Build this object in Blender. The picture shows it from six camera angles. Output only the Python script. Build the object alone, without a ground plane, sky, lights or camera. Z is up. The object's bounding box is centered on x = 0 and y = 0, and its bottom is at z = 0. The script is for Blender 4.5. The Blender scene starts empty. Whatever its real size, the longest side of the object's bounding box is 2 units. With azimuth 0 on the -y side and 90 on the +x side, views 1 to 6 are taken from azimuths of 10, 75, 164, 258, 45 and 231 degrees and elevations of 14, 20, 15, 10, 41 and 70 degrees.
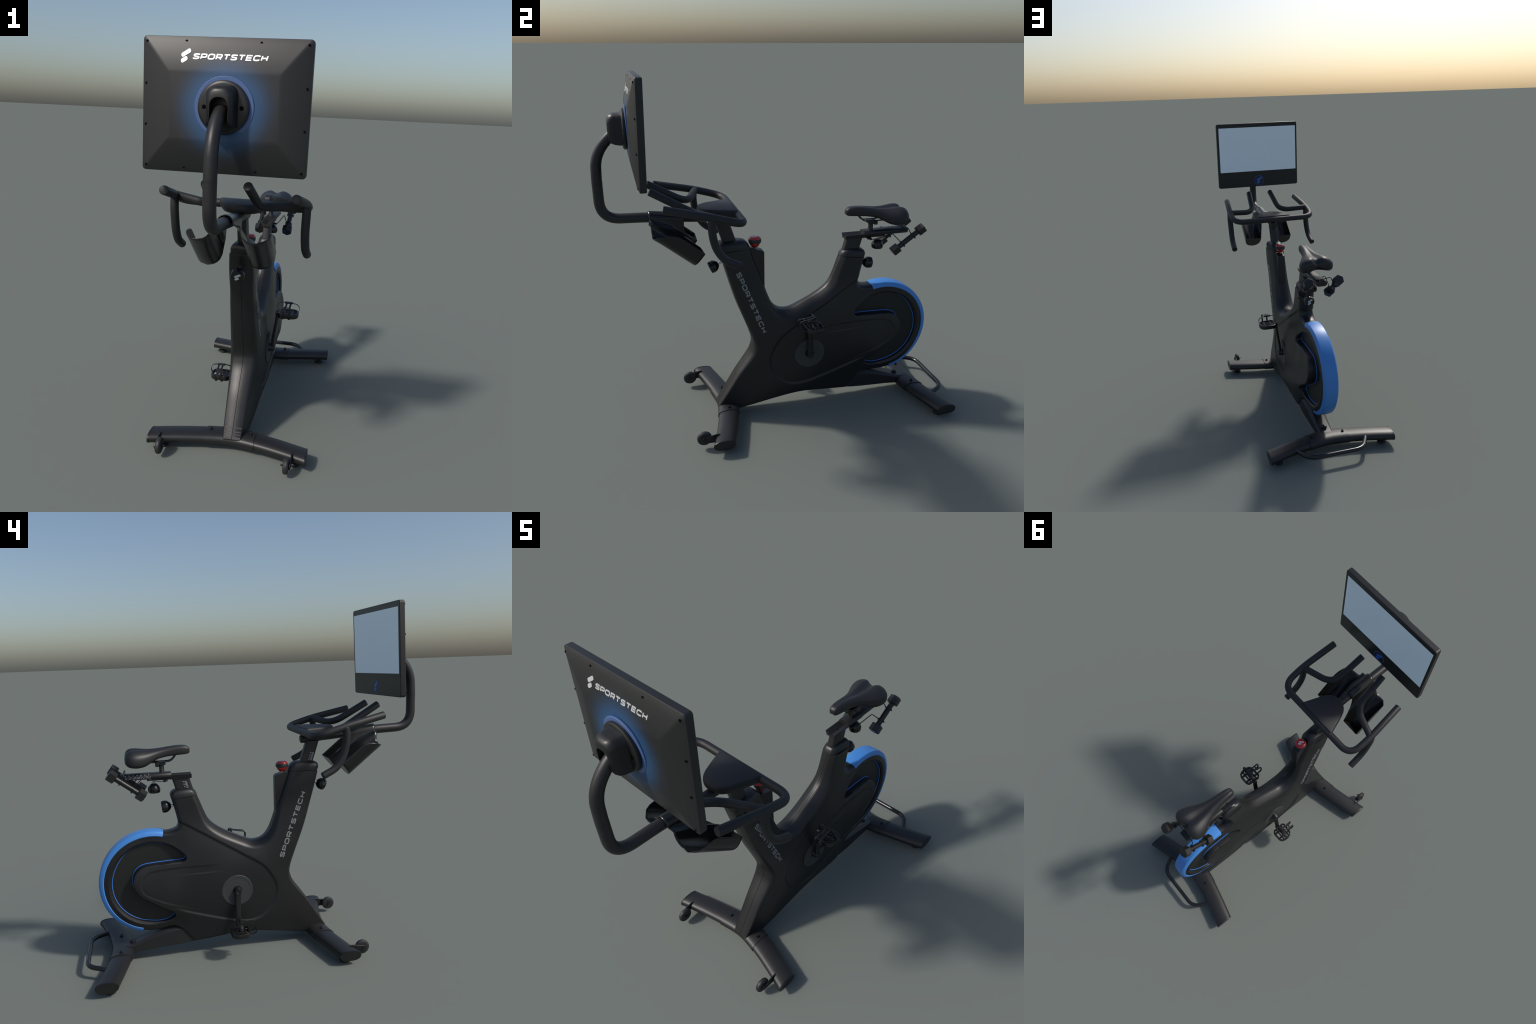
import bpy, math
import numpy as np
from mathutils import Vector, Matrix

# ------------------------------------------------------------------ materials
def material(name, color, rough=0.5, metallic=0.0, bump=0.0, bump_scale=400.0, coat=0.0,
             variation=0.0, spec=0.5):
    m = bpy.data.materials.new(name)
    m.use_nodes = True
    nt = m.node_tree
    b = nt.nodes["Principled BSDF"]
    b.inputs["Base Color"].default_value = (*color, 1)
    b.inputs["Roughness"].default_value = rough
    b.inputs["Metallic"].default_value = metallic
    b.inputs["Coat Weight"].default_value = coat
    b.inputs["Specular IOR Level"].default_value = spec
    tc = nt.nodes.new("ShaderNodeTexCoord")
    if variation > 0:
        n = nt.nodes.new("ShaderNodeTexNoise")
        n.inputs["Scale"].default_value = 9.0
        n.inputs["Detail"].default_value = 4.0
        nt.links.new(tc.outputs["Object"], n.inputs["Vector"])
        r = nt.nodes.new("ShaderNodeValToRGB")
        r.color_ramp.elements[0].position = 0.3
        r.color_ramp.elements[1].position = 0.7
        r.color_ramp.elements[0].color = (*[c * (1 - variation) for c in color], 1)
        r.color_ramp.elements[1].color = (*[c * (1 + variation) for c in color], 1)
        nt.links.new(n.outputs["Fac"], r.inputs["Fac"])
        nt.links.new(r.outputs["Color"], b.inputs["Base Color"])
    if bump > 0:
        n2 = nt.nodes.new("ShaderNodeTexNoise")
        n2.inputs["Scale"].default_value = bump_scale
        n2.inputs["Detail"].default_value = 2.0
        nt.links.new(tc.outputs["Object"], n2.inputs["Vector"])
        bp = nt.nodes.new("ShaderNodeBump")
        bp.inputs["Strength"].default_value = bump
        bp.inputs["Distance"].default_value = 0.001
        nt.links.new(n2.outputs["Fac"], bp.inputs["Height"])
        nt.links.new(bp.outputs["Normal"], b.inputs["Normal"])
    return m

M_SHELL = material("charcoal_shell", (0.0102, 0.0100, 0.0110), 0.42, variation=0.06, bump=0.05)
M_STEEL = material("powder_coated_steel", (0.0150, 0.0148, 0.0158), 0.44, variation=0.05, bump=0.06)
M_GRIP = material("foam_grip", (0.0125, 0.0128, 0.0142), 0.56, variation=0.05, bump=0.10, bump_scale=700)
M_PLASTIC = material("black_plastic", (0.0095, 0.0095, 0.0098), 0.40, variation=0.05)
M_GLOSS = material("gloss_black_plastic", (0.006, 0.006, 0.0065), 0.18)
M_DISC = material("grey_disc", (0.036, 0.040, 0.0415), 0.50, variation=0.04)
M_WELL = material("dark_well", (0.0100, 0.0110, 0.0105), 0.55, variation=0.05)
M_BLUE = material("blue_plastic", (0.062, 0.245, 0.645), 0.42, variation=0.02)
M_LINE = material("blue_light_strip", (0.045, 0.190, 0.620), 0.35)
M_LOGO_BLUE = material("blue_print", (0.022, 0.130, 0.520), 0.4)
M_RED = material("red_plastic", (0.420, 0.012, 0.014), 0.16, coat=0.4)
M_SILVER = material("chrome", (0.62, 0.62, 0.62), 0.16, metallic=1.0)
M_WHITE = material("white_letter", (0.90, 0.90, 0.90), 0.38, metallic=0.6)
M_LETTER = material("silver_letter", (0.27, 0.28, 0.285), 0.40, metallic=0.35)
M_PRINT = material("pale_print", (0.50, 0.53, 0.56), 0.5)
M_LEATHER = material("saddle_leather", (0.0150, 0.0146, 0.0162), 0.47, variation=0.05, bump=0.10, bump_scale=500)
M_RUBBER = material("rubber", (0.020, 0.020, 0.022), 0.55)
M_DARK_DISC = material("dark_disc", (0.003, 0.003, 0.003), 0.9, spec=0.05)  # near-black for solid discs; on screws and rail they stand for holes
M_SCREEN = material("lit_screen", (0.80, 0.82, 0.83), 0.35, variation=0.01)
M_SCREEN.node_tree.nodes["Principled BSDF"].inputs["Emission Color"].default_value = (0.36, 0.68, 1.0, 1)
M_SCREEN.node_tree.nodes["Principled BSDF"].inputs["Emission Strength"].default_value = 0.07
M_BEZEL = material("bezel", (0.014, 0.015, 0.015), 0.40)
M_HANDLE = material("lacquered_handle", (0.012, 0.012, 0.013), 0.22)
M_CUP = material("glossy_holder", (0.0095, 0.0100, 0.0100), 0.26)

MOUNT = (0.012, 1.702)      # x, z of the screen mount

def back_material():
    """housing of the screen: the blue glow around the mount is painted into its base colour"""
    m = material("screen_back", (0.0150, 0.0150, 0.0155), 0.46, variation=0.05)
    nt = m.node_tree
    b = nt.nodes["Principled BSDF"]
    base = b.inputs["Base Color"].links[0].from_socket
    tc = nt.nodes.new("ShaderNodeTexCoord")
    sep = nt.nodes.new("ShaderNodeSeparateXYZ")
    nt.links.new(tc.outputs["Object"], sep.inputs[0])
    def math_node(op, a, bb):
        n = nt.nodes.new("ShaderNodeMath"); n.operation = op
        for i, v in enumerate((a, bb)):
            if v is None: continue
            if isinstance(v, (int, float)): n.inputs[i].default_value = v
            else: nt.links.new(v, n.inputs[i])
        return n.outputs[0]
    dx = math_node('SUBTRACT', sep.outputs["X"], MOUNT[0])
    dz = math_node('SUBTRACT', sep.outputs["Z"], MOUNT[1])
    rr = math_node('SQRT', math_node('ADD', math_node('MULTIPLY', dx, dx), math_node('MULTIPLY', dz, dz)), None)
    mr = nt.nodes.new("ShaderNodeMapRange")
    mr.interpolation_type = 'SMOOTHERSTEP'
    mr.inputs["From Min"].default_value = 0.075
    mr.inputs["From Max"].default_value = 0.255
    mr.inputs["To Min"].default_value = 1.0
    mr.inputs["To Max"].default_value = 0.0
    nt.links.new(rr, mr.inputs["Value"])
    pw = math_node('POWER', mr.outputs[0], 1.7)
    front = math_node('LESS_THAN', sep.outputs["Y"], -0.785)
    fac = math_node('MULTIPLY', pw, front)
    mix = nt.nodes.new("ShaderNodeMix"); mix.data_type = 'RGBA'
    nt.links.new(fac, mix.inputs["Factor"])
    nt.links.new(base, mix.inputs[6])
    mix.inputs[7].default_value = (0.021, 0.080, 0.190, 1)  # blue glow of the ring painted as a radial fade in the colour
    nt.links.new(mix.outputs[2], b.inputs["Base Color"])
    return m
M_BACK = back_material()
M_GLOW_RING = material("glow_ring", (0.075, 0.130, 0.290), 0.4)

# ------------------------------------------------------------------ helpers
COL = bpy.context.scene.collection
ROOT = bpy.data.objects.new("exercise_bike", None)
COL.objects.link(ROOT)
ROOT["label"] = "black indoor exercise bike with blue flywheel rim and large screen"
ROOT["category"] = "exercise bike"

def link(ob, parent):
    COL.objects.link(ob)
    ob.parent = parent if parent is not None else ROOT
    return ob

def mesh(name, verts, faces, mat, parent=None, smooth=35.0, bevel=0.0, seg=2, weld=0.0):
    me = bpy.data.meshes.new(name)
    me.from_pydata([tuple(map(float, v)) for v in verts], [], [tuple(map(int, f)) for f in faces])
    me.materials.append(mat)
    me.validate()
    import bmesh
    bm = bmesh.new(); bm.from_mesh(me)
    if weld:
        bmesh.ops.remove_doubles(bm, verts=bm.verts, dist=weld)
        bmesh.ops.dissolve_degenerate(bm, edges=bm.edges, dist=2e-4)
    bmesh.ops.recalc_face_normals(bm, faces=bm.faces)
    bm.to_mesh(me); bm.free()
    if smooth:
        me.polygons.foreach_set("use_smooth", [True] * len(me.polygons))
        me.set_sharp_from_angle(angle=math.radians(smooth))
    ob = link(bpy.data.objects.new(name, me), parent)
    if bevel > 0:
        md = ob.modifiers.new("edge", 'BEVEL')
        md.width = bevel; md.segments = seg; md.limit_method = 'ANGLE'
        md.angle_limit = math.radians(30)
        md.harden_normals = False
    return ob

def copy_of(ob, matrix, parent=None):
    c = ob.copy()
    c.matrix_world = matrix
    link(c, parent if parent is not None else ob.parent)
    return c

def fillet(points, radius, n=8):
    """polyline with rounded corners; radius is one number or one per inner corner"""
    P = [Vector(p) for p in points]
    if not hasattr(radius, '__len__'): radius = [radius] * (len(P) - 2)
    out = [P[0]]
    for i in range(1, len(P) - 1):
        a, b, c = P[i - 1], P[i], P[i + 1]
        u, v = (a - b), (c - b)
        r = min(radius[i - 1], 0.49 * u.length, 0.49 * v.length) if radius[i - 1] > 0 else 0
        if r <= 0: out.append(b); continue
        p0, p1 = b + u.normalized() * r, b + v.normalized() * r
        for k in range(n + 1):
            t = k / n
            out.append(p0 * (1 - t) ** 2 + b * 2 * t * (1 - t) + p1 * t * t)
    out.append(P[-1])
    return out

def spline(points, n=10, closed=False):
    """Catmull-Rom through the points"""
    P = [np.array(p, float) for p in points]
    out = []
    N = len(P)
    segs = N if closed else N - 1
    for i in range(segs):
        if closed:
            p0, p1, p2, p3 = P[i - 1], P[i], P[(i + 1) % N], P[(i + 2) % N]
        else:
            p1, p2 = P[i], P[i + 1]
            p0 = P[i - 1] if i > 0 else 2 * p1 - p2
            p3 = P[i + 2] if i + 2 < N else 2 * p2 - p1
        for k in range(n):
            t = k / n
            out.append(0.5 * (2 * p1 + (p2 - p0) * t + (2 * p0 - 5 * p1 + 4 * p2 - p3) * t * t
                              + (3 * p1 - p0 - 3 * p2 + p3) * t ** 3))
    if not closed: out.append(P[-1])
    return out

def sweep(name, path, section, mat, parent=None, up=(0, 0, 1), cap=True, smooth=40.0, closed=False, scale=None):
    """section: list of (a, b) in the plane across the path; a sideways, b along 'up'"""
    P = [Vector(p) for p in path]
    n, k = len(P), len(section)
    verts, faces = [], []
    up = Vector(up)
    for i in range(n):
        if closed: t = P[(i + 1) % n] - P[i - 1]
        else: t = P[min(i + 1, n - 1)] - P[max(i - 1, 0)]
        t.normalize()
        s = t.cross(up)
        if s.length < 1e-5: s = Vector((1, 0, 0))
        s.normalize(); u = s.cross(t)
        f = 1.0 if scale is None else scale[i]
        for a, b in section: verts.append(P[i] + s * a * f + u * b * f)
    for i in range(n if closed else n - 1):
        j = (i + 1) % n
        for q in range(k):
            faces.append((i * k + q, i * k + (q + 1) % k, j * k + (q + 1) % k, j * k + q))
    if cap and not closed:
        faces.append(tuple(range(k))); faces.append(tuple((n - 1) * k + q for q in range(k)))
    return mesh(name, verts, faces, mat, parent, smooth)

def tube(name, path, r, mat, parent=None, k=20, round_end=0.0, closed=False):
    """round tube, frames carried along the path; round_end chamfers both caps"""
    P = [Vector(p) for p in path]
    R = [r] * len(P)
    if round_end > 0 and not closed:
        d0, d1 = (P[1] - P[0]).normalized(), (P[-1] - P[-2]).normalized()
        e = round_end
        A = [(P[0], r - e), (P[0] + d0 * e * 0.3, r - 0.3 * e), (P[0] + d0 * e, r)]
        Z = [(P[-1] - d1 * e, r), (P[-1] - d1 * e * 0.3, r - 0.3 * e), (P[-1], r - e)]
        P = [a for a, _ in A] + P[1:-1] + [z for z, _ in Z]
        R = [a for _, a in A] + R[1:-1] + [z for _, z in Z]
    n = len(P)
    T = []
    for i in range(n):
        t = (P[(i + 1) % n] - P[i - 1]) if closed else (P[min(i + 1, n - 1)] - P[max(i - 1, 0)])
        T.append(t.normalized())
    s = T[0].orthogonal().normalized()
    verts, faces = [], []
    for i in range(n):
        if i > 0:
            s = T[i - 1].rotation_difference(T[i]) @ s
        s = (s - T[i] * s.dot(T[i])).normalized()
        u = T[i].cross(s)
        for q in range(k):
            a = 2 * math.pi * q / k
            verts.append(P[i] + (s * math.cos(a) + u * math.sin(a)) * R[i])
    for i in range(n if closed else n - 1):
        j = (i + 1) % n
        for q in range(k):
            faces.append((i * k + q, i * k + (q + 1) % k, j * k + (q + 1) % k, j * k + q))
    if not closed:
        faces.append(tuple(range(k))); faces.append(tuple((n - 1) * k + q for q in range(k)))
    return mesh(name, verts, faces, mat, parent, 50)

def lathe(name, profile, origin, axis, mat, parent=None, k=32, smooth=32.0, flutes=0, depth=0.0):
    """profile: (distance along axis, radius)"""
    ax = Vector(axis).normalized(); s = ax.orthogonal().normalized(); u = ax.cross(s)
    o = Vector(origin); verts, faces = [], []
    for d, r in profile:
        for q in range(k):
            a = 2 * math.pi * q / k
            rr = r * (1 - depth * max(0, math.cos(flutes * a)) ** 3) if flutes else r
            verts.append(o + ax * d + (s * math.cos(a) + u * math.sin(a)) * rr)
    n = len(profile)
    for i in range(n - 1):
        for q in range(k):
            faces.append((i * k + q, i * k + (q + 1) % k, (i + 1) * k + (q + 1) % k, (i + 1) * k + q))
    faces.append(tuple(range(k))); faces.append(tuple((n - 1) * k + q for q in range(k)))
    return mesh(name, verts, faces, mat, parent, smooth)

def loft(name, sections, mat, parent=None, smooth=40.0, cap=True):
    k = len(sections[0]); verts = [v for s in sections for v in s]; faces = []
    for i in range(len(sections) - 1):
        for q in range(k):
            faces.append((i * k + q, i * k + (q + 1) % k, (i + 1) * k + (q + 1) % k, (i + 1) * k + q))
    if cap:
        faces.append(tuple(range(k))); faces.append(tuple((len(sections) - 1) * k + q for q in range(k)))
    return mesh(name, verts, faces, mat, parent, smooth)

def rrect(w, h, r, n=5):
    """rounded rectangle, half sizes w and h"""
    out = []
    for cx, cy, a0 in ((w - r, h - r, 0), (-(w - r), h - r, 90), (-(w - r), -(h - r), 180), (w - r, -(h - r), 270)):
        for k in range(n + 1):
            a = math.radians(a0 + 90 * k / n)
            out.append((cx + r * math.cos(a), cy + r * math.sin(a)))
    return out

def prism(name, poly, lo, hi, axis, mat, parent=None, bevel=0.0, seg=2, smooth=30.0):
    """flat outline pushed out along axis 'x', 'y' or 'z'"""
    def pt(p, d):
        a, b = p
        return {'x': (d, a, b), 'y': (a, d, b), 'z': (a, b, d)}[axis]
    n = len(poly)
    verts = [pt(p, lo) for p in poly] + [pt(p, hi) for p in poly]
    faces = [tuple(range(n)), tuple(range(n, 2 * n))] + [(i, (i + 1) % n, n + (i + 1) % n, n + i) for i in range(n)]
    return mesh(name, verts, faces, mat, parent, smooth, bevel, seg)

def box(name, c, h, mat, parent=None, bevel=0.0, rot=None):
    verts = [Vector((sx * h[0], sy * h[1], sz * h[2])) for sx in (-1, 1) for sy in (-1, 1) for sz in (-1, 1)]
    if rot is not None: verts = [rot @ v for v in verts]
    verts = [v + Vector(c) for v in verts]
    faces = [(0, 1, 3, 2), (4, 6, 7, 5), (0, 4, 5, 1), (2, 3, 7, 6), (0, 2, 6, 4), (1, 5, 7, 3)]
    return mesh(name, verts, faces, mat, parent, 30, bevel)

# ------------------------------------------------------------------ stroke lettering
GLYPH = {   # strokes on a cell 1 high; widths in W
    'S': [[(1.0, .82), (.93, .97), (.75, 1), (.28, 1), (.08, .94), (.02, .77), (.1, .6), (.3, .53), (.74, .47), (.94, .4), (1.02, .23), (.94, .06), (.74, 0), (.26, 0), (.08, .04), (0, .19)]],
    'P': [[(0.04, 0), (0.04, 1), (.74, 1), (.95, .93), (1.02, .68), (.95, .42), (.74, .35), (.04, .35)]],
    'O': [[(.32, 1), (.78, 1), (1.0, .93), (1.1, .72), (1.1, .28), (1.0, .07), (.78, 0), (.32, 0), (.1, .07), (0, .28), (0, .72), (.1, .93), (.32, 1), (.4, 1)]],
    'R': [[(0.04, 0), (0.04, 1), (.74, 1), (.95, .93), (1.02, .69), (.95, .45), (.74, .38), (.04, .38)], [(.55, .38), (1.02, 0)]],
    'T': [[(0, 1), (1.04, 1)], [(.52, 1), (.52, 0)]],
    'E': [[(.98, 1), (.04, 1), (.04, 0), (1.0, 0)], [(.04, .5), (.92, .5)]],
    'C': [[(1.04, .8), (.96, .95), (.76, 1), (.32, 1), (.1, .93), (0, .72), (0, .28), (.1, .07), (.32, 0), (.76, 0), (.96, .05), (1.04, .2)]],
    'H': [[(0.04, 0), (0.04, 1)], [(1.02, 0), (1.02, 1)], [(.04, .5), (1.02, .5)]],
}
WORD = "SPORTSTECH"

def ribbon(path, w):
    """left and right offset of a polyline, mitred; no closing"""
    P = [np.array(p, float) for p in path]; L, R = [], []
    for i in range(len(P)):
        d1 = P[i] - P[i - 1] if i > 0 else P[1] - P[0]
        d2 = P[i + 1] - P[i] if i < len(P) - 1 else d1
        d1 = d1 / np.linalg.norm(d1); d2 = d2 / np.linalg.norm(d2)
        n1, n2 = np.array((-d1[1], d1[0])), np.array((-d2[1], d2[0]))
        m = n1 + n2; m /= np.linalg.norm(m)
        f = min(1.6, 1 / max(0.3, m @ n1))
        L.append(P[i] + m * w * f); R.append(P[i] - m * w * f)
    return L, R

def lettering(name, place, length, cap, weight, shear, mat, parent, thick=0.002, gap=0.34):
    """word built stroke by stroke; place(u, v, d) maps text space to 3D"""
    adv = [max(p[0] for s in GLYPH[c] for p in s) + gap for c in WORD]
    total = sum(adv) - gap
    sx = length / total
    objs = []
    x = 0.0
    for c, a in zip(WORD, adv):
        verts, faces = [], []
        for si, s in enumerate(GLYPH[c]):
            pts = [((x + p[0]) * sx + shear * cap * p[1], p[1] * cap) for p in s]
            L, R = ribbon(pts, weight * cap * 0.5)
            # subdivide long strokes so that they follow a curved surface
            n = len(L); b0 = len(verts)
            th = thick * (1 - 0.04 * si)
            for i in range(n):
                verts += [place(*L[i], 0), place(*R[i], 0), place(*L[i], th), place(*R[i], th)]
            for i in range(n - 1):
                q, r = b0 + 4 * i, b0 + 4 * i + 4
                faces += [(q + 2, r + 2, r + 3, q + 3), (q, q + 1, r + 1, r), (q, r, r + 2, q + 2), (q + 1, q + 3, r + 3, r + 1)]
            e = b0 + 4 * (n - 1)
            faces += [(b0, b0 + 2, b0 + 3, b0 + 1), (e, e + 1, e + 3, e + 2)]
        objs.append(mesh("letter", verts, faces, mat, parent, 30))
        x += a
    return objs

def emblem(place, s, mat, parent, thick=0.0015, name="emblem_bar"):
    """two slanted round-ended bars; s = height of the mark"""
    for (cx, cy, L) in ((0.06, 0.25, 0.36), (-0.08, -0.28, 0.20)):
        d = np.array((math.cos(math.radians(29)), math.sin(math.radians(29)))); nrm = np.array((-d[1], d[0]))
        w = 0.165
        out = []
        for k in range(9):
            a = math.radians(-90 + 180 * k / 8)
            out.append(np.array((cx, cy)) + d * (L + w * math.cos(a) * 0.8) + nrm * w * math.sin(a))
        for k in range(9):
            a = math.radians(90 + 180 * k / 8)
            out.append(np.array((cx, cy)) + d * (-L + w * math.cos(a) * 0.8) + nrm * w * math.sin(a))
        n = len(out)
        verts = [place(*(p * s), 0) for p in out] + [place(*(p * s), thick) for p in out]
        faces = [tuple(range(n)), tuple(range(n, 2 * n))] + [(i, (i + 1) % n, n + (i + 1) % n, n + i) for i in range(n)]
        mesh(name, verts, faces, mat, parent, 30)

# ------------------------------------------------------------------ frame shell
CX = 0.010                 # mid plane of the bike
WY, WZ = 0.605, 0.458      # flywheel centre
HUB = (0.132, 0.376)       # crank centre

def arc(cy, cz, r, a0, a1, n):
    return [(cy + r * math.cos(math.radians(a0 + (a1 - a0) * k / n)), cz + r * math.sin(math.radians(a0 + (a1 - a0) * k / n))) for k in range(n + 1)]

FRONT = spline([(-.409, .075), (-.338, .192), (-.289, .272), (-.247, .331), (-.213, .380), (-.197, .414), (-.190, .452),
                (-.203, .506), (-.238, .600), (-.284, .722), (-.326, .862), (-.374, 1.034)], 8)
COLTOP = [(-.374, 1.034), (-.207, 1.040)]
DIP = spline([(-.207, 1.040), (-.168, .930), (-.129, .820), (-.109, .762), (-.083, .702), (-.051, .663), (-.013, .646),
              (.030, .647), (.085, .670), (.176, .716), (.238, .757), (.272, .796), (.296, .850), (.316, .905), (.330, .942)], 8)
SEATTOP = [(.330, .942), (.474, .928)]
SEATREAR = spline([(.474, .928), (.459, .867), (.445, .800), (.444, .774), (.457, .755), (.486, .744), (.511, .741), (.530, .7415), (.548, .740)], 6)
RING = arc(WY, WZ, 0.287, 98, -96, 90)
BOTTOM = spline([(.535, .184), (.500, .186), (.464, .168), (.386, .083), ], 5)
BOTTOM2 = spline([(.386, .083), (.290, .094), (.116, .108), (.030, .104), (-.087, .087), (-.200, .066), (-.292, .050)], 6)

def join(*parts):
    out = []
    for p in parts:
        for q in p:
            q = (float(q[0]), float(q[1]))
            if not out or math.hypot(q[0] - out[-1][0], q[1] - out[-1][1]) > 1e-4: out.append(q)
    if math.hypot(out[0][0] - out[-1][0], out[0][1] - out[-1][1]) < 1e-4: out.pop()
    return np.array(out)

BODY = join(FRONT, COLTOP, DIP, SEATTOP, SEATREAR, RING, BOTTOM, BOTTOM2, [(-.400, .060)])

BODY_R = join(FRONT, [(-.395, 1.10), (-.225, 1.10)], DIP, [(.355, 1.01), (.498, .990)], SEATREAR, RING, BOTTOM, BOTTOM2, [(-.400, .060)])

# crescent window round the flywheel: ring edge outside, belt cover inside
WELL = join(arc(.606, .455, .240, 134, -114, 70),
            spline([(.508, .237), (.491, .258), (.500, .283), (.535, .305), (.600, .345), (.668, .387), (.702, .430), (.713, .470), (.706, .512),
                    (.686, .543), (.652, .561), (.600, .567), (.497, .571), (.432, .573), (.414, .588), (.422, .612), (.4393, .6276)], 6))

COVER = np.array([tuple(p) for p in spline([(.713, .462), (.705, .422), (.657, .369), (.556, .324), (.409, .266), (.203, .199), (.101, .177), (.035, .176),
        (-.026, .199), (-.086, .262), (-.114, .350), (-.091, .432), (-.030, .515), (.085, .591), (.230, .683), (.381, .777), (.439, .809)], 6)]
        + [(.56, .85), (.80, .80), (.99, .60), (.99, .47)])

def sdist(poly, Q):
    """signed distance (inside negative), nearest point on the outline"""
    A = poly; B = np.roll(poly, -1, axis=0)
    n = len(Q); best = np.full(n, 1e9); near = np.zeros((n, 2)); inside = np.zeros(n, bool)
    for a, b in zip(A, B):
        ab = b - a; L = ab @ ab
        if L < 1e-14: continue
        t = np.clip(((Q - a) @ ab) / L, 0, 1)
        p = a + t[:, None] * ab
        d = ((Q - p) ** 2).sum(1)
        m = d < best
        best[m] = d[m]; near[m] = p[m]
        c = ((a[1] > Q[:, 1]) != (b[1] > Q[:, 1]))
        if abs(b[1] - a[1]) > 1e-14:
            xi = (b[0] - a[0]) * (Q[:, 1] - a[1]) / (b[1] - a[1]) + a[0]
            inside ^= c & (Q[:, 0] < xi)
    d = np.sqrt(best)
    return np.where(inside, -d, d), near

class Field:
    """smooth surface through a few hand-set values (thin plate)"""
    def __init__(self, pts, lam=1e-4):
        P = np.array(pts, float); self.p = P[:, :2]; v = P[:, 2]; n = len(P)
        K = self.k(self.p, self.p) + lam * np.eye(n)
        T = np.c_[np.ones(n), self.p]
        A = np.block([[K, T], [T.T, np.zeros((3, 3))]])
        self.w = np.linalg.solve(A, np.r_[v, 0, 0, 0])
    @staticmethod
    def k(a, b):
        r2 = ((a[:, None, :] - b[None, :, :]) ** 2).sum(2)
        return 0.5 * r2 * np.log(r2 + 1e-12)
    def __call__(self, Q):
        Q = np.atleast_2d(Q)
        return self.k(Q, self.p) @ self.w[:-3] + self.w[-3] + Q @ self.w[-2:]

HALF = Field([  # half thickness of the shell outside the dished belt cover
    (-.374, 1.034, .057), (-.326, .862, .058), (-.284, .722, .060), (-.238, .60, .063), (-.195, .43, .065), (-.289, .272, .055), (-.409, .08, .046),
    (-.30, 1.0, .058), (-.28, .90, .0625), (-.23, .75, .067), (-.19, .62, .073), (-.14, .545, .077), (-.22, 1.03, .043), (-.16, .90, .043), (-.13, .80, .047),
    (-.33, .13, .056), (-.29, .05, .060), (-.22, .22, .068), (-.13, .42, .079), (-.15, .30, .077), (-.20, .07, .066), (-.08, .20, .082),
    (-.05, .55, .079), (0, .66, .055), (.02, .57, .079), (.085, .67, .056), (.18, .715, .054), (.26, .78, .050), (.24, .68, .070),
    (.05, .375, .091), (.13, .375, .0955), (.226, .39, .100), (.13, .25, .094), (.35, .45, .099), (.50, .45, .096), (.60, .45, .092), (.70, .47, .090),
    (.42, .585, .082), (.30, .60, .086), (.42, .70, .066), (.36, .76, .058),
    (.34, .93, .049), (.46, .92, .049), (.40, .86, .050), (.45, .79, .051), (.50, .75, .0485), (.54, .70, .0475),
    (.605, .735, .046), (.605, .70, .047), (.80, .65, .047), (.86, .458, .047), (.80, .26, .047), (.605, .19, .047), (.66, .19, .047),
    (.50, .23, .066), (.45, .28, .089), (.45, .35, .100), (.56, .315, .096), (.46, .17, .062), (.386, .09, .064), (.29, .15, .076), (.29, .10, .070), (.116, .11, .072), (.03, .107, .072), (.1, .15, .083), (-.087, .09, .070),
])
ROUND = Field([
    (-.374, 1.034, .011), (-.326, .862, .012), (-.238, .60, .016), (-.195, .43, .019), (-.289, .272, .010), (-.409, .08, .004),
    (-.21, 1.03, .020), (-.13, .82, .024), (-.09, .73, .034), (-.03, .655, .042), (.085, .67, .044), (.20, .73, .044), (.27, .79, .042), (.31, .89, .036), (.335, .94, .034),
    (.47, .92, .022), (.445, .79, .020), (.50, .75, .018), (.60, .745, .012), (.89, .458, .010), (.60, .17, .010), (.46, .17, .012), (.386, .085, .008), (.1, .11, .008), (-.29, .05, .006),
    (.1, .4, .02), (.4, .4, .02)])

def smoothstep(t):
    t = np.clip(t, 0, 1); return t * t * (3 - 2 * t)

PLATEAU = np.array([tuple(p) for p in spline([(.205, .540), (.470, .540), (.600, .532), (.650, .508), (.673, .467), (.665, .427), (.627, .391), (.482, .325), (.332, .275),
        (.164, .222), (.077, .207), (-.003, .233), (-.062, .309), (-.072, .365), (-.058, .432), (-.010, .50), (.060, .545), (.12, .548)], 6, closed=True)])

def half_thickness(Q, d_edge):
    """d_edge: distance inside the outline"""
    h = HALF(Q)
    sc, _ = sdist(COVER, Q)
    amp = 0.0075 * (1 - smoothstep((Q[:, 0] - 0.42) / 0.12))
    h = h - amp * smoothstep(-sc / 0.017)
    sp, _ = sdist(PLATEAU, Q)
    fade = np.where(Q[:, 1] > 0.5, smoothstep((Q[:, 0] - 0.18) / 0.2), smoothstep((Q[:, 0] - .30) / .2))
    h = h - 0.0030 * smoothstep(-sp / 0.010 + 0.5) * fade
    r = np.clip(ROUND(Q), .004, .05)
    r = np.minimum(r, h * 0.8)
    t = np.clip(1 - d_edge / r, 0, 1)
    return h - 0.86 * r * t * t, h

FLOOR = 0.0305              # depth plane of the flywheel cover (half thickness there)

def wall_push(p):
    """how far the well's wall leans inwards: wide at the rear and below, steep on top and along the belt cover"""
    dy, dz = p[0] - .606, p[1] - .455
    if math.hypot(dy, dz) < .236: return 0.005
    a = math.degrees(math.atan2(dz, dy))
    t = min(1, max(0, (a - 25) / 40))
    t = max(t, min(1, max(0, (-a - 78) / 28)))
    return 0.016 + (0.006 - 0.016) * t * t * (3 - 2 * t)

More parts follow.
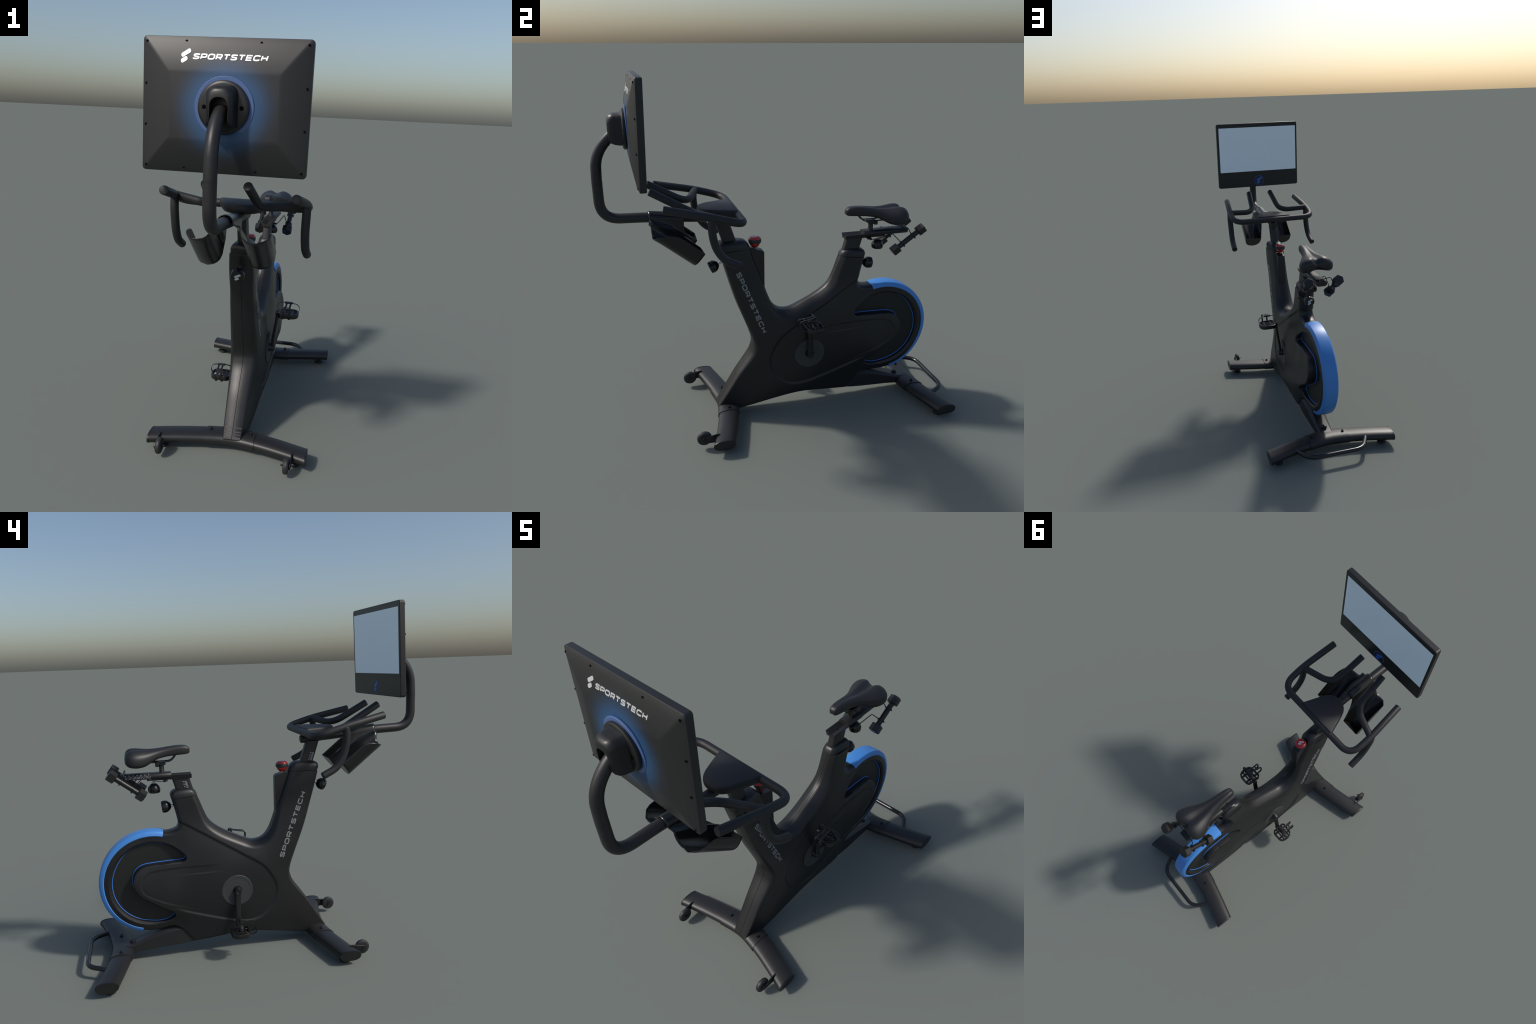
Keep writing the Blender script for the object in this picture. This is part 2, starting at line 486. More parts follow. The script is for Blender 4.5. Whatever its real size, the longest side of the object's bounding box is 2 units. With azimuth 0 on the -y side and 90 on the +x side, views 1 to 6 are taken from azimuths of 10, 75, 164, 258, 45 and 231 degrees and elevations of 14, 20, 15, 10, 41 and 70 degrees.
def build_shell(parent):
    c = 0.0036
    y0, y1, z0, z1 = -.44, .92, .03, 1.06
    ny, nz = int((y1 - y0) / c) + 1, int((z1 - z0) / c) + 1
    Y, Z = np.meshgrid(y0 + c * np.arange(ny), z0 + c * np.arange(nz), indexing='ij')
    Q = np.c_[Y.ravel(), Z.ravel()]
    sb, nb = sdist(BODY, Q)
    sw, nw = sdist(WELL, Q)
    s = np.maximum(sb, -sw)
    kind = np.zeros(len(Q), int)                       # 0 inner, 1 outer rim, 2 well rim
    snap_b = (np.abs(sb) < 0.55 * c)
    snap_w = (np.abs(sw) < 0.55 * c) & ~snap_b
    P = Q.copy()
    P[snap_b] = nb[snap_b]; P[snap_w] = nw[snap_w]
    kind[snap_b] = 1; kind[snap_w] = 2
    s[snap_b | snap_w] = 0
    ok = (s <= 1e-9).reshape(ny, nz)
    idx = np.arange(ny * nz).reshape(ny, nz)
    faces = []
    a, b, d, e = idx[:-1, :-1], idx[1:, :-1], idx[1:, 1:], idx[:-1, 1:]
    oa, ob_, od, oe = ok[:-1, :-1], ok[1:, :-1], ok[1:, 1:], ok[:-1, 1:]
    full = oa & ob_ & od & oe
    quads = np.stack([a[full], b[full], d[full], e[full]], 1)
    faces += [tuple(q) for q in quads.tolist()]
    for (p, q, r, miss) in (((a, oa), (b, ob_), (d, od), oe), ((b, ob_), (d, od), (e, oe), oa), ((d, od), (e, oe), (a, oa), ob_), ((e, oe), (a, oa), (b, ob_), od)):
        m = p[1] & q[1] & r[1] & ~miss
        faces += [tuple(t) for t in np.stack([p[0][m], q[0][m], r[0][m]], 1).tolist()]
    def area(f):
        q = P[list(f)]; r = np.roll(q, -1, 0)
        return abs(0.5 * np.sum(q[:, 0] * r[:, 1] - r[:, 0] * q[:, 1]))
    faces = [f for f in faces if area(f) > 6e-7]            # slivers lying along the outline
    used = np.unique(np.concatenate([np.array(f) for f in faces]))
    remap = -np.ones(len(Q), int); remap[used] = np.arange(len(used))
    P = P[used]; kind = kind[used]
    faces = [tuple(int(remap[i]) for i in f) for f in faces]
    edges = {}
    for f in faces:
        for i in range(len(f)):
            u, v = f[i], f[(i + 1) % len(f)]
            k = (min(u, v), max(u, v)); edges[k] = edges.get(k, 0) + 1
    rim = [k for k, c_ in edges.items() if c_ == 1]
    on_rim = np.array(sorted({i for k in rim for i in k}))
    db, qb = sdist(BODY, P[on_rim]); dw, qw = sdist(WELL, P[on_rim])
    near_b = np.abs(db) <= np.abs(dw)
    P[on_rim] = np.where(near_b[:, None], qb, qw)          # every rim vertex sits on its outline
    # walk each rim loop and close up vertices that fold back or crowd their neighbour
    nxt = {}
    for f in faces:
        for i in range(len(f)):
            u, v = f[i], f[(i + 1) % len(f)]
            if edges[(min(u, v), max(u, v))] == 1: nxt[u] = v
    for _ in range(3):
        todo = set(nxt)
        while todo:
            a = todo.pop(); b = nxt.get(a)
            if b is None: continue
            c_ = nxt.get(b)
            if c_ is None: continue
            e1, e2 = P[b] - P[a], P[c_] - P[b]
            if np.hypot(*e1) < 0.0011 and np.hypot(*e1) > 0: P[b] = P[a]
            elif e1 @ e2 < -0.2 * np.hypot(*e1) * np.hypot(*e2) and np.hypot(*e1) < 0.004: P[b] = P[a]
    sb2, _ = sdist(BODY, P)
    sw2, _ = sdist(WELL, P)
    de = np.clip(-sdist(BODY_R, P)[0], 0, None)
    h, _ = half_thickness(P, de)
    # soft lip round the window
    tl = np.clip(1 - np.clip(sw2, 0, None) / 0.005, 0, 1)
    h = h - 0.005 * (1 - np.sqrt(1 - tl * tl)) * 0.8
    n = len(P)
    V = [(CX + h[i], P[i, 0], P[i, 1]) for i in range(n)] + [(CX - h[i], P[i, 0], P[i, 1]) for i in range(n)]
    F = list(faces) + [tuple(i + n for i in reversed(f)) for f in faces]
    # inward direction at the rim
    eps = 1e-4
    def grad(poly, R):
        gx = (sdist(poly, R + [eps, 0])[0] - sdist(poly, R - [eps, 0])[0]) / (2 * eps)
        gz = (sdist(poly, R + [0, eps])[0] - sdist(poly, R - [0, eps])[0]) / (2 * eps)
        g = np.c_[gx, gz]; return g / np.maximum(np.linalg.norm(g, axis=1), 1e-6)[:, None]
    gb, gw = grad(BODY, P), grad(WELL, P)
    extra = {}
    for u, v in rim:
        outer = abs(sb2[u]) + abs(sb2[v]) < abs(sw2[u]) + abs(sw2[v])
        for i in (u, v):
            key = (i, outer)
            if key in extra: continue
            base = len(V); extra[key] = base
            if outer:
                inn = P[i] - gb[i] * 0.0015
                g = 0.0013
                V += [(CX + g, *P[i]), (CX, *inn), (CX - g, *P[i])]
            else:
                far = np.linalg.norm(P[i] - np.array((.606, .455))) > .236
                push = wall_push(P[i])
                inn = P[i] - gw[i] * push
                mid = P[i] - gw[i] * push * (0.7 if far else 0.3)
                hm = FLOOR + (h[i] - FLOOR) * (0.80 if far else 0.5)
                V += [(CX + hm, *mid), (CX + FLOOR - .002, *inn), (CX - hm, *mid), (CX - FLOOR + .002, *inn)]
        i, j = extra[(u, outer)], extra[(v, outer)]
        if outer:
            F += [(u, v, j, i), (i, j, j + 1, i + 1), (i + 1, j + 1, j + 2, i + 2), (i + 2, j + 2, v + n, u + n)]
        else:
            F += [(u, v, j, i), (i, j, j + 1, i + 1), (u + n, v + n, j + 2, i + 2), (i + 2, j + 2, j + 3, i + 3)]
    return mesh("frame_shell", V, F, M_SHELL, parent, 38, weld=1.2e-3)

SHELL = build_shell(None)

def surf_x(y, z, side):
    """x of the shell's side at a place, side = +1 or -1"""
    Q = np.array([[y, z]])
    return CX + side * float(half_thickness(Q, np.array([0.2]))[0][0])

# caps of the two columns: rounded collars that close the shell around the posts
def collar(name, base, top, hx, rear_pinch, front_pinch, mat, parent):
    """base, top: (y_front, y_rear, z_front, z_rear)"""
    secs = []
    prof = [(0, 0.000), (0.35, 0.000), (0.6, 0.004), (0.8, 0.011), (0.93, 0.020), (1.0, 0.030)]
    (yf, yr, zf, zr), (tyf, tyr, tzf, tzr) = base, top
    for t, inset in prof:
        a = np.array((yf, zf)) * (1 - t) + np.array((tyf, tzf)) * t
        b = np.array((yr, zr)) * (1 - t) + np.array((tyr, tzr)) * t
        c = (a + b) / 2; hl = np.linalg.norm(a - b) / 2 - inset; d = (a - b) / np.linalg.norm(a - b)
        w = hx - inset * 0.8
        r = min(0.024, w * 0.7)
        ring = []
        for q in rrect(w, hl, r, 6):
            v = q[1] / hl                      # +1 front, -1 rear
            pinch = 1 - rear_pinch * max(0, -v) ** 2 - front_pinch * max(0, v) ** 2
            ring.append((CX + q[0] * pinch, *(c + d * q[1])))
        secs.append(ring)
    return loft(name, secs, mat, parent, 50)

collar("column_collar", (-.3755, -.2055, 1.0355, 1.0415), (-.396, -.222, 1.084, 1.092), .0570, .38, .10, M_SHELL, SHELL)
collar("column_collar", (.3285, .4755, .9435, .9295), (.344, .486, .985, .975), .0495, .10, .35, M_SHELL, SHELL)

# flywheel cover, light strips, rim
ROTOR = lathe("flywheel_cover", [(-FLOOR, .01), (-FLOOR, .232), (FLOOR, .232), (FLOOR, .01)], (CX, .606, .455), (1, 0, 0), M_WELL, SHELL, 72)

def offset_loop(poly, f):
    P = np.asarray(poly); a = np.roll(P, 1, 0); b = np.roll(P, -1, 0)
    t = b - a; t /= np.maximum(np.linalg.norm(t, axis=1), 1e-9)[:, None]
    nrm = np.c_[-t[:, 1], t[:, 0]]
    area = 0.5 * np.sum(P[:, 0] * np.roll(P[:, 1], -1) - np.roll(P[:, 0], -1) * P[:, 1])
    if area < 0: nrm = -nrm
    return P + nrm * np.array([f(p) for p in P])[:, None]

def strip_inset(p):
    return wall_push(p) - .0005
line = offset_loop(WELL, strip_inset)
keep = [line[0]]
for p in line[1:]:
    if np.hypot(*(p - keep[-1])) > 0.003: keep.append(p)
line = spline(keep[::2], 2, closed=True)
for side in (1, -1):
    pts = [(CX + side * (FLOOR + .0015), p[0], p[1]) for p in line]
    tube("light_strip", pts, 0.0028, M_LINE, SHELL, 8, closed=True)

rim_sec = [(-.047, .270), (-.0495, .2735), (-.047, .283), (-.0415, .2925), (-.037, .2965), (-.020, .2985), (.020, .2985), (.037, .2965),
           (.0415, .2925), (.0495, .2735), (.047, .270), (.030, .268), (-.030, .268)]
rim_sec.insert(9, (.047, .283))
secs = []
for k in range(121):
    a = math.radians(104.5 - k * (104.5 + 75.0) / 120)
    secs.append([(CX + q, WY + r * math.cos(a), WZ + r * math.sin(a)) for q, r in rim_sec])
loft("flywheel_rim", secs, M_BLUE, SHELL, 28)

# small screw recesses on the housing
hole = lathe("screw", [(-.0015, .0042), (.0004, .0042), (.0008, .0034), (.0001, .0028)], (0, 0, 0), (1, 0, 0), M_PLASTIC, SHELL, 12)
first = True
for side in (1, -1):
    for (y, z) in ((.612, .712), (.862, .47), (.80, .285), (.402, .893), (.27, .135), (-.27, .10), (-.33, .98)):
        x = surf_x(y, z, side)
        mt = Matrix.Translation((x, y, z)) @ (Matrix.Rotation(math.pi, 4, 'Z') if side < 0 else Matrix())
        if first: hole.matrix_world = mt; first = False
        else: copy_of(hole, mt)

# word on both sides of the column
t0, t1 = np.array((-.281, .915)), np.array((-.138, .546))
tl = np.linalg.norm(t1 - t0)
for side in (1, -1):
    if side > 0: o, d = t0, (t1 - t0) / tl
    else: o, d = t1, (t0 - t1) / tl
    upv = np.array((-d[1], d[0]))
    if upv[0] < 0: upv = -upv
    def place(u, v, dd, o=o, d=d, upv=upv, side=side):
        p = o + d * u + upv * (v - 0.0108)
        return (surf_x(p[0], p[1], side) + side * (dd - 0.0004), p[0], p[1])
    lettering("word", place, tl, 0.0212, 0.31, 0.0, M_LETTER, SHELL, 0.0016, 0.44)

# resistance lever box behind the column
prism("lever_box", [(-.236, 1.046), (-.142, 1.022), (-.129, 1.016), (-.1255, 1.006), (-.1240, .800), (-.150, .860), (-.25, .96)], CX + .0025 - .0265, CX + .0025 + .0265, 'x', M_SHELL, SHELL, .003)
KNOB = lathe("resistance_knob", [(.003, .006), (.0035, .015), (.010, .0215), (.019, .0290), (.029, .0330)], (.007, -.172, 1.033), (0, 0, 1), M_RED, None, 32)
lathe("knob_band", [(.0285, .0325), (.031, .0352), (.040, .0362), (.049, .0352), (.0515, .0335)], (.007, -.172, 1.033), (0, 0, 1), M_RUBBER, KNOB, 32)
lathe("knob_cap", [(.051, .0335), (.056, .0325), (.0605, .0295), (.063, .0245), (.064, .012)], (.007, -.172, 1.033), (0, 0, 1), M_RED, KNOB, 32)
lathe("knob_stem", [(-.020, .0075), (.005, .0075)], (.007, -.172, 1.033), (0, 0, 1), M_SILVER, KNOB, 16)
emblem(lambda u, v, d: (.007 - u * .918 + v * .395, -.172 - u * .395 - v * .918, 1.0968 + d), 0.030, M_PRINT, KNOB, 0.0012)

# ------------------------------------------------------------------ crank and pedals
for side in (1, -1):
    x = surf_x(HUB[0], HUB[1], side)
    disc = lathe("crank_disc", [(-.012, .090), (.0015, .0905), (.0025, .089), (.0025, .0765), (.0014, .075), (.0014, .026), (-.006, .024), (-.006, .002)],
                 (x + side * .001, *HUB), (side, -.022, 0), M_DISC, SHELL, 64)
    s = side
    px, pz = (.137, .594) if s > 0 else (-.117, .163)
    hx = CX + s * .108
    py = .118 if s > 0 else .139
    # arm: flat bar, cranked outwards
    path = [(hx, HUB[0], HUB[1]), (hx + s * .004, HUB[0] + (py - HUB[0]) * .3, HUB[1] + (pz - HUB[1]) * .3), (px - s * .001, HUB[0] + (py - HUB[0]) * .8, HUB[1] + (pz - HUB[1]) * .8), (px + s * .002, py, pz)]
    path = spline(path, 6)
    secs = []
    for i, p in enumerate(path):
        t = i / (len(path) - 1)
        secs.append([(p[0] + a, p[1] + b, p[2]) for a, b in rrect(.0085, .0165 - .004 * t, .005, 3)])
    arm = loft("crank_arm", secs, M_PLASTIC, None, 45)
    lathe("crank_hub", [(-.030, .024), (-.004, .022), (.010, .0175), (.0125, .0165), (.0125, .011), (.0115, .010)], (hx, *HUB), (s, 0, 0), M_PLASTIC, arm, 32)
    lathe("crank_eye", [(-.011, .012), (-.009, .014), (.009, .014), (.011, .012)], (px + s * .002, py, pz), (s, 0, 0), M_PLASTIC, arm, 24)
    # pedal: axle barrel inside an open cage
    x0 = px + s * .012; L = .104
    ped = lathe("pedal", [(0, .008), (.006, .0115), (L - .014, .0105), (L - .010, .008)], (x0, py, pz), (s, 0, 0), M_PLASTIC, None, 20)
    X = lambda u: x0 + s * u
    outline = [(0.010, -.050), (L - .022, -.046), (L - .006, -.034), (L, -.012), (L, .020), (L - .010, .042), (L - .026, .050), (0.020, .050), (.004, .040), (0.0, -.038)]
    ring = fillet([Vector((X(u), py + v, pz)) for u, v in outline], .010, 3)
    sweep("pedal_cage", ring, rrect(.0055, .0135, .003, 2), M_PLASTIC, ped, closed=True, smooth=40)
    for u in (.026, .072):
        box("pedal_bar", (X(u), py, pz + .002), (.006, .046, .008), M_PLASTIC, ped, .002)
    box("pedal_bar", (X(.05), py + .022, pz + .003), (.046, .005, .007), M_PLASTIC, ped, .002)
    box("pedal_bar", (X(.05), py - .024, pz + .003), (.046, .005, .007), M_PLASTIC, ped, .002)
    # toe clip: two strips that rise in front and bend back over the pedal
    for u, v in ((.030, .044), (.064, .058)):
        st = fillet([(X(u), py - .040, pz - .010), (X(u), py - .088, pz - .006), (X(u + .003), py - .094, pz + .051), (X(v - (.002 if u < .05 else -.004)), py - .030, pz + .060), (X(v - (.006 if u < .05 else -.008)), py + .004, pz + .069)], [.016, .024, .02], 6)
        sweep("toe_clip", st, [(-.005, -.0016), (.005, -.0016), (.005, .0016), (-.005, .0016)], M_PLASTIC, ped, up=(s * .02, .3, 1), smooth=40)
    box("toe_clip_bridge", (X(.049), py - .060, pz + .0555), (.020, .004, .0018), M_PLASTIC, ped, .0008)
    box("toe_clip_bridge", (X(.051), py - .002, pz + .067), (.022, .007, .005), M_PLASTIC, ped, .0015)
    strap = spline([(X(-.002), py + .002, pz + .006), (X(-.010), py, pz + .042), (X(.004), py, pz + .064), (X(.05), py, pz + .0660), (X(.098), py, pz + .060), (X(.113), py, pz + .036), (X(.106), py + .002, pz + .006)], 6)
    sweep("pedal_strap", strap, [(-.0009, -.006), (.0009, -.006), (.0009, .006), (-.0009, .006)], M_PLASTIC, ped, up=(0, 1, 0.01), smooth=40)

# ------------------------------------------------------------------ feet
def ellipse(a, b, n=28, e=2.4):
    out = []
    for k in range(n):
        t = 2 * math.pi * k / n
        c, s_ = math.cos(t), math.sin(t)
        out.append((a * math.copysign(abs(c) ** (2 / e), c), b * math.copysign(abs(s_) ** (2 / e), s_)))
    return out

def foot(name, pts, xl, xr):
    path = spline(pts, 12)
    def along_x(nm, P, sec, mat, parent, scale=None):   # cross-sections cut square to the x axis
        return loft(nm, [[(p[0], p[1] + a * f, p[2] + b * f) for a, b in sec] for p, f in zip(P, scale or [1] * len(P))], mat, parent, 40)
    ob = along_x(name, path, ellipse(.060, .0285), M_STEEL, None)
    f = lambda x: np.array([np.interp(x, [p[0] for p in path], [p[i] for p in path]) for i in (0, 1, 2)])
    # end caps
    for a, b in ((path[0], path[1]), (path[-1], path[-2])):
        d = np.array((math.copysign(1, a[0]), 0, 0))
        q = [np.array(a) - d * .005, np.array(a) + d * .000, np.array(a) + d * .003]
        along_x("end_cap", q, ellipse(.0610, .0297), M_PLASTIC, ob, [1, 1, .97])
    # sleeve round the middle
    mid = [f(x) for x in np.linspace(xl, xr, 25)]
    along_x("foot_sleeve", mid, ellipse(.0638, .0322), M_STEEL, ob)
    return ob, f

FZ = .059
front_foot, ff = foot("front_foot", [(-.409, -.430, FZ - .003), (-.26, -.392, FZ), (-.125, -.362, FZ), (-.0, -.346, FZ), (.125, -.364, FZ), (.26, -.399, FZ), (.394, -.441, FZ - .001)], -.134, .125)
rear_foot, rf = foot("rear_foot", [(-.395, .876, FZ - .003), (-.26, .842, FZ), (-.115, .810, FZ), (.012, .796, FZ), (.14, .813, FZ), (.28, .848, FZ), (.409, .887, FZ - .003)], -.118, .143)

bolt_mesh = None
for ob, f, xs in ((front_foot, ff, (-.110, .101)), (rear_foot, rf, (-.092, .117))):
    for x in xs:
        p = f(x)
        if bolt_mesh is None:
            bolt_mesh = lathe("foot_bolt", [(-.004, .0105), (.003, .0105), (.003, .0065), (.010, .0065), (.013, .005), (.014, .002)], (0, 0, 0), (0, 0, 1), M_PLASTIC, ob, 16)
            bolt_mesh.matrix_world = Matrix.Translation((p[0], p[1], p[2] + .0322))
        else:
            copy_of(bolt_mesh, Matrix.Translation((p[0], p[1], p[2] + .0322)), ob)
pad = None
for ob, f, xs in ((front_foot, ff, (-.348, .335)), (rear_foot, rf, (-.338, .352))):
    for x in xs:
        p = f(x)
        mt = Matrix.Translation((p[0], p[1], 0))
        if pad is None:
            pad = lathe("levelling_pad", [(0, .027), (.003, .0285), (.010, .0285), (.014, .024), (.016, .009), (.036, .009)], (0, 0, 0), (0, 0, 1), M_RUBBER, ob, 28)
            pad.matrix_world = mt
        else: copy_of(pad, mt, ob)

# transport wheels at the front
for wx, wy, s in ((-.331, -.526, -1), (.307, -.538, 1)):
    wz = .061
    wheel = lathe("transport_wheel", [(-.0135, .022), (-.0135, .031), (-.011, .037), (-.005, .0408), (.005, .0408), (.011, .037), (.0135, .031), (.0135, .022)], (wx, wy, wz), (1, 0, 0), M_RUBBER, None, 32)
    for sd in (1, -1):
        for k in range(5):
            a = 2 * math.pi * k / 5
            box("wheel_spoke", (wx + sd * .0132, wy + .0105 * math.cos(a), wz + .0105 * math.sin(a)), (.0018, .0115, .0026), M_PLASTIC, wheel, .0008, Matrix.Rotation(a, 3, 'X'))
    lathe("wheel_axle", [(-.026, .003), (-.026, .0055), (-.013, .0055), (-.013, .004), (.020, .004), (.020, .007), (.026, .007), (.026, .003)], (wx, wy, wz), (s, 0, 0), M_PLASTIC, wheel, 16)
    yb = wy + .085
    poly = [(wy - .006, wz - .020), (wy - .018, wz - .009), (wy - .019, wz + .004), (wy - .008, wz + .016), (yb - .02, wz + .028), (yb, wz + .026), (yb, wz - .024), (yb - .03, wz - .023)]
    prism("wheel_bracket", poly, wx + s * .0190 - .0028, wx + s * .0190 + .0028, 'x', M_PLASTIC, wheel, .0015)

# lifting bar at the back
tube("carry_handle", fillet([(.238, .888, .066), (.182, .9865, .066), (-.160, .9865, .066), (-.218, .880, .066)], .055, 8), .0135, M_HANDLE, rear_foot, 16)

# strut from the shell to the rear foot
secs = []
for y, zb, zt, w, ch in ((.385, .082, .150, .052, .012), (.43, .078, .176, .056, .014), (.49, .074, .183, .057, .020), (.56, .069, .168, .055, .022), (.65, .062, .135, .051, .016), (.735, .052, .102, .047, .010), (.80, .045, .088, .044, .008)):
    secs.append([(CX + a, y, b) for a, b in ((-w, zb), (w, zb), (w, zt - ch), (w - ch * 1.1, zt), (-w + ch * 1.1, zt), (-w, zt - ch))])
strut = loft("rear_strut", secs, M_STEEL, None, 25)
lathe("strut_knob", [(-.03, .017), (.002, .017), (.005, .014), (.008, .008)], (CX - .002, .744, .108), (0, .15, 1), M_PLASTIC, strut, 20)

# ------------------------------------------------------------------ handlebar column
def slanted_post(name, c0, c1, hy, hx, r, mat, parent):
    """flat-sided oval post between two points (y, z), horizontal cuts"""
    secs = [[(CX + a, c[0] + b, c[1]) for a, b in rrect(hx, hy, r, 5)] for c in (c0, c1)]
    return loft(name, secs, mat, parent, 40)
HP = slanted_post("handlebar_post", (-.300, 1.03), (-.357, 1.205), .038, .0225, .012, M_STEEL, None)
# height marks on the left side of the post
def marks(origin, along, across, nrm, count, step, parent, digit=True):
    o, al, ac, nm = map(Vector, (origin, along, across, nrm))
    for k in range(count):
        L = .016 if k % 4 == 0 else (.010 if k % 2 == 0 else .013)
        c = o + al * step * k
        v = [c, c + ac * L, c + ac * L + al * .0014, c + al * .0014]
        vv = v + [q + nm * .0008 for q in v]
        mesh("scale_mark", vv, [(0, 1, 2, 3), (4, 5, 6, 7), (0, 1, 5, 4), (1, 2, 6, 5), (2, 3, 7, 6), (3, 0, 4, 7)], M_PRINT, parent, 0)
        if digit and k % 3 == 0:
            c = o + al * (step * k - .001) + ac * .0185
            v = [c, c + ac * .004, c + ac * .004 + al * .004, c + al * .004]
            vv = v + [q + nm * .0008 for q in v]
            mesh("scale_figure", vv, [(0, 1, 2, 3), (4, 5, 6, 7), (0, 1, 5, 4), (1, 2, 6, 5), (2, 3, 7, 6), (3, 0, 4, 7)], M_PRINT, parent, 0)
marks((CX - .0225, -.362, 1.138), (0, .30, -.95), (0, 1, 0), (-1, 0, 0), 11, .0046, HP)

BX = .0125
TUBE0, TUBE1 = (BX, -.290, 1.216), (BX, -.600, 1.238)
STEM = tube("stem_tube", [TUBE0, (BX, -.44, 1.2265), TUBE1], .0235, M_STEEL, None, 28, .003)
lathe("tube_plug", [(-.002, .021), (.003, .0205), (.004, .018)], TUBE0, (0, 1, -.07), M_PLASTIC, STEM, 28)

R = .0205
HB = tube("handlebar", fillet([(BX + .279, -.684, 1.358), (BX + .303, -.455, 1.309), (BX + .302, -.292, 1.262), (BX - .302, -.292, 1.262), (BX - .303, -.455, 1.309), (BX - .279, -.684, 1.358)],
                             [.06, .10, .10, .06], 10), R, M_GRIP, None, 24, .004)
for s in (1, -1):
    tube("forearm_bar", fillet([(BX + s * .300, -.448, 1.307), (BX + s * .108, -.520, 1.286), (BX + s * .0875, -.730, 1.404)], .080, 10), R * .97, M_GRIP, HB, 24, .004)
    tube("drop_bar", spline([(BX + s * .304, -.456, 1.308), (BX + s * .304, -.459, 1.25), (BX + s * .3025, -.451, 1.19), (BX + s * .303, -.432, 1.137), (BX + s * .3045, -.393, 1.088), (BX + s * .307, -.320, 1.050)], 8), R * .97, M_GRIP, HB, 24, .004)

# padded rest in front of the rear bar
pad_half = [(.128, -.292), (.128, -.304), (.112, -.345), (.092, -.395), (.070, -.438), (.040, -.463), (0, -.470)]
outline = pad_half + [(-x, y) for x, y in reversed(pad_half[:-1])]
outline = [(p[0] * 1.02 + .014, p[1] if p[1] > -.30 else -.30 + (p[1] + .30) * 1.085) for p in spline(outline, 5)]
secs = []
cen = np.array((.014, -.375))
for z, sc in ((1.245, .88), (1.248, .95), (1.256, .99), (1.269, 1.0), (1.280, .985), (1.287, .955), (1.2895, .90)):
    secs.append([(cen[0] + (p[0] - cen[0]) * sc, (cen[1] + (p[1] - cen[1]) * sc) if p[1] < -.30 else p[1] - (.004 if sc < .96 else 0), z) for p in outline])
loft("arm_rest", secs, M_GRIP, HB, 50)

# ------------------------------------------------------------------ bottle holder sheet
def holder(parent):
    L = .253
    ax = np.array((0, .781, -.624)); up = np.array((0, .624, .781))
    nr = 16
    rows = []
    for i in range(nr + 1):
        t = i / nr
        half = []
        s_ = t * L
        o = np.array((.121, -.731, 1.172)) + ax * s_        # bottom of the trough, x relative to the middle
        wall = .092 * min(1.0, math.sin(min(1, t / .42) * math.pi / 2) ** 0.75) if t > 0 else 0.004
        # outer wall: from its rim down to the bottom
        rad = .059
        prof = []
        for k in range(11):
            f = k / 10
            hgt = wall * (1 - f)
            if hgt >= rad: q = (rad, hgt)
            else:
                a = math.acos(max(-1, min(1, (rad - hgt) / rad))); q = (rad * math.sin(a), hgt)
            prof.append(q)
        for w, hgt in prof: half.append(o + np.array((w, 0, 0)) + up * hgt)
        # inner wall of the trough
        for hgt in (.006, .016, .032, .059, .085):
            a = math.acos(max(-1, (rad - hgt) / rad)) if hgt < rad else math.pi / 2
            g = min(1, t / .5); g = g * g * (3 - 2 * g); vd = up * g + np.array((0, -.02, 1.0)) * (1 - g)
            half.append(o + np.array((-rad * math.sin(a), 0, 0)) + vd * hgt * (0.8 + .2 * g))
        # web up to the tube
        base = half[-1]
        zt_ = 1.2478 - .0150 * t
        top = np.array((.0335, -.737 + .178 * t, zt_))
        for k, f in enumerate((.25, .5, .75, 1.0)):
            p = base * (1 - f) + top * f
            bow = -.030 * t * t * math.sin(f * math.pi)
            p = p + np.array((-.010 * math.sin(f * math.pi), bow, bow * 0.4))
            half.append(p)
        for ang in (12, 35, 60, 90):
            a = math.radians(ang)
            half.append(np.array((.0335 * math.cos(a), top[1], zt_ + (.0355 - .006 * t) * math.sin(a))))
        rows.append(half)
    k = len(rows[0])
    verts, faces = [], []
    for half in rows:
        full = [(BX + p[0], p[1], p[2]) for p in half] + [(BX - p[0], p[1], p[2]) for p in reversed(half[:-1])]
        verts += full
    m = 2 * k - 1
    for i in range(nr):
        for q in range(m - 1):
            faces.append((i * m + q, i * m + q + 1, (i + 1) * m + q + 1, (i + 1) * m + q))
    ob = mesh("bottle_holder", verts, faces, M_CUP, parent, 40)
    md = ob.modifiers.new("sheet", 'SOLIDIFY'); md.thickness = .003; md.offset = 0
    # closed lower ends
    for s in (1, -1):
        row = rows[-1]
        ring = row[:16]
        vs = [(BX + s * p[0], p[1], p[2]) for p in ring]
        vs2 = [tuple(np.array(v) - ax * .003) for v in vs]
        n = len(vs)
        mesh("holder_end", vs + vs2, [tuple(range(n)), tuple(range(n, 2 * n))] + [(i, (i + 1) % n, n + (i + 1) % n, n + i) for i in range(n)], M_CUP, ob, 30)
    return ob
HOLD = holder(None)

# ------------------------------------------------------------------ screen arm and screen
arm_pts = fillet([(BX, -.560, 1.235), (BX - .003, -.76, 1.250), (.008, -.972, 1.256), (.008, -.9735, 1.455)], [.02, .135], 14) + \
    [Vector(p) for p in spline([(.008, -.972, 1.500), (.008, -.969, 1.540), (.008, -.957, 1.582), (.008, -.934, 1.622), (.009, -.900, 1.660), (.011, -.858, 1.694)], 6)]
ARM = tube("screen_arm", arm_pts, .0262, M_STEEL, None, 28)
tube("arm_joint", [(.008, -.9733, 1.438), (.008, -.9733, 1.443)], .0266, M_PLASTIC, ARM, 28)

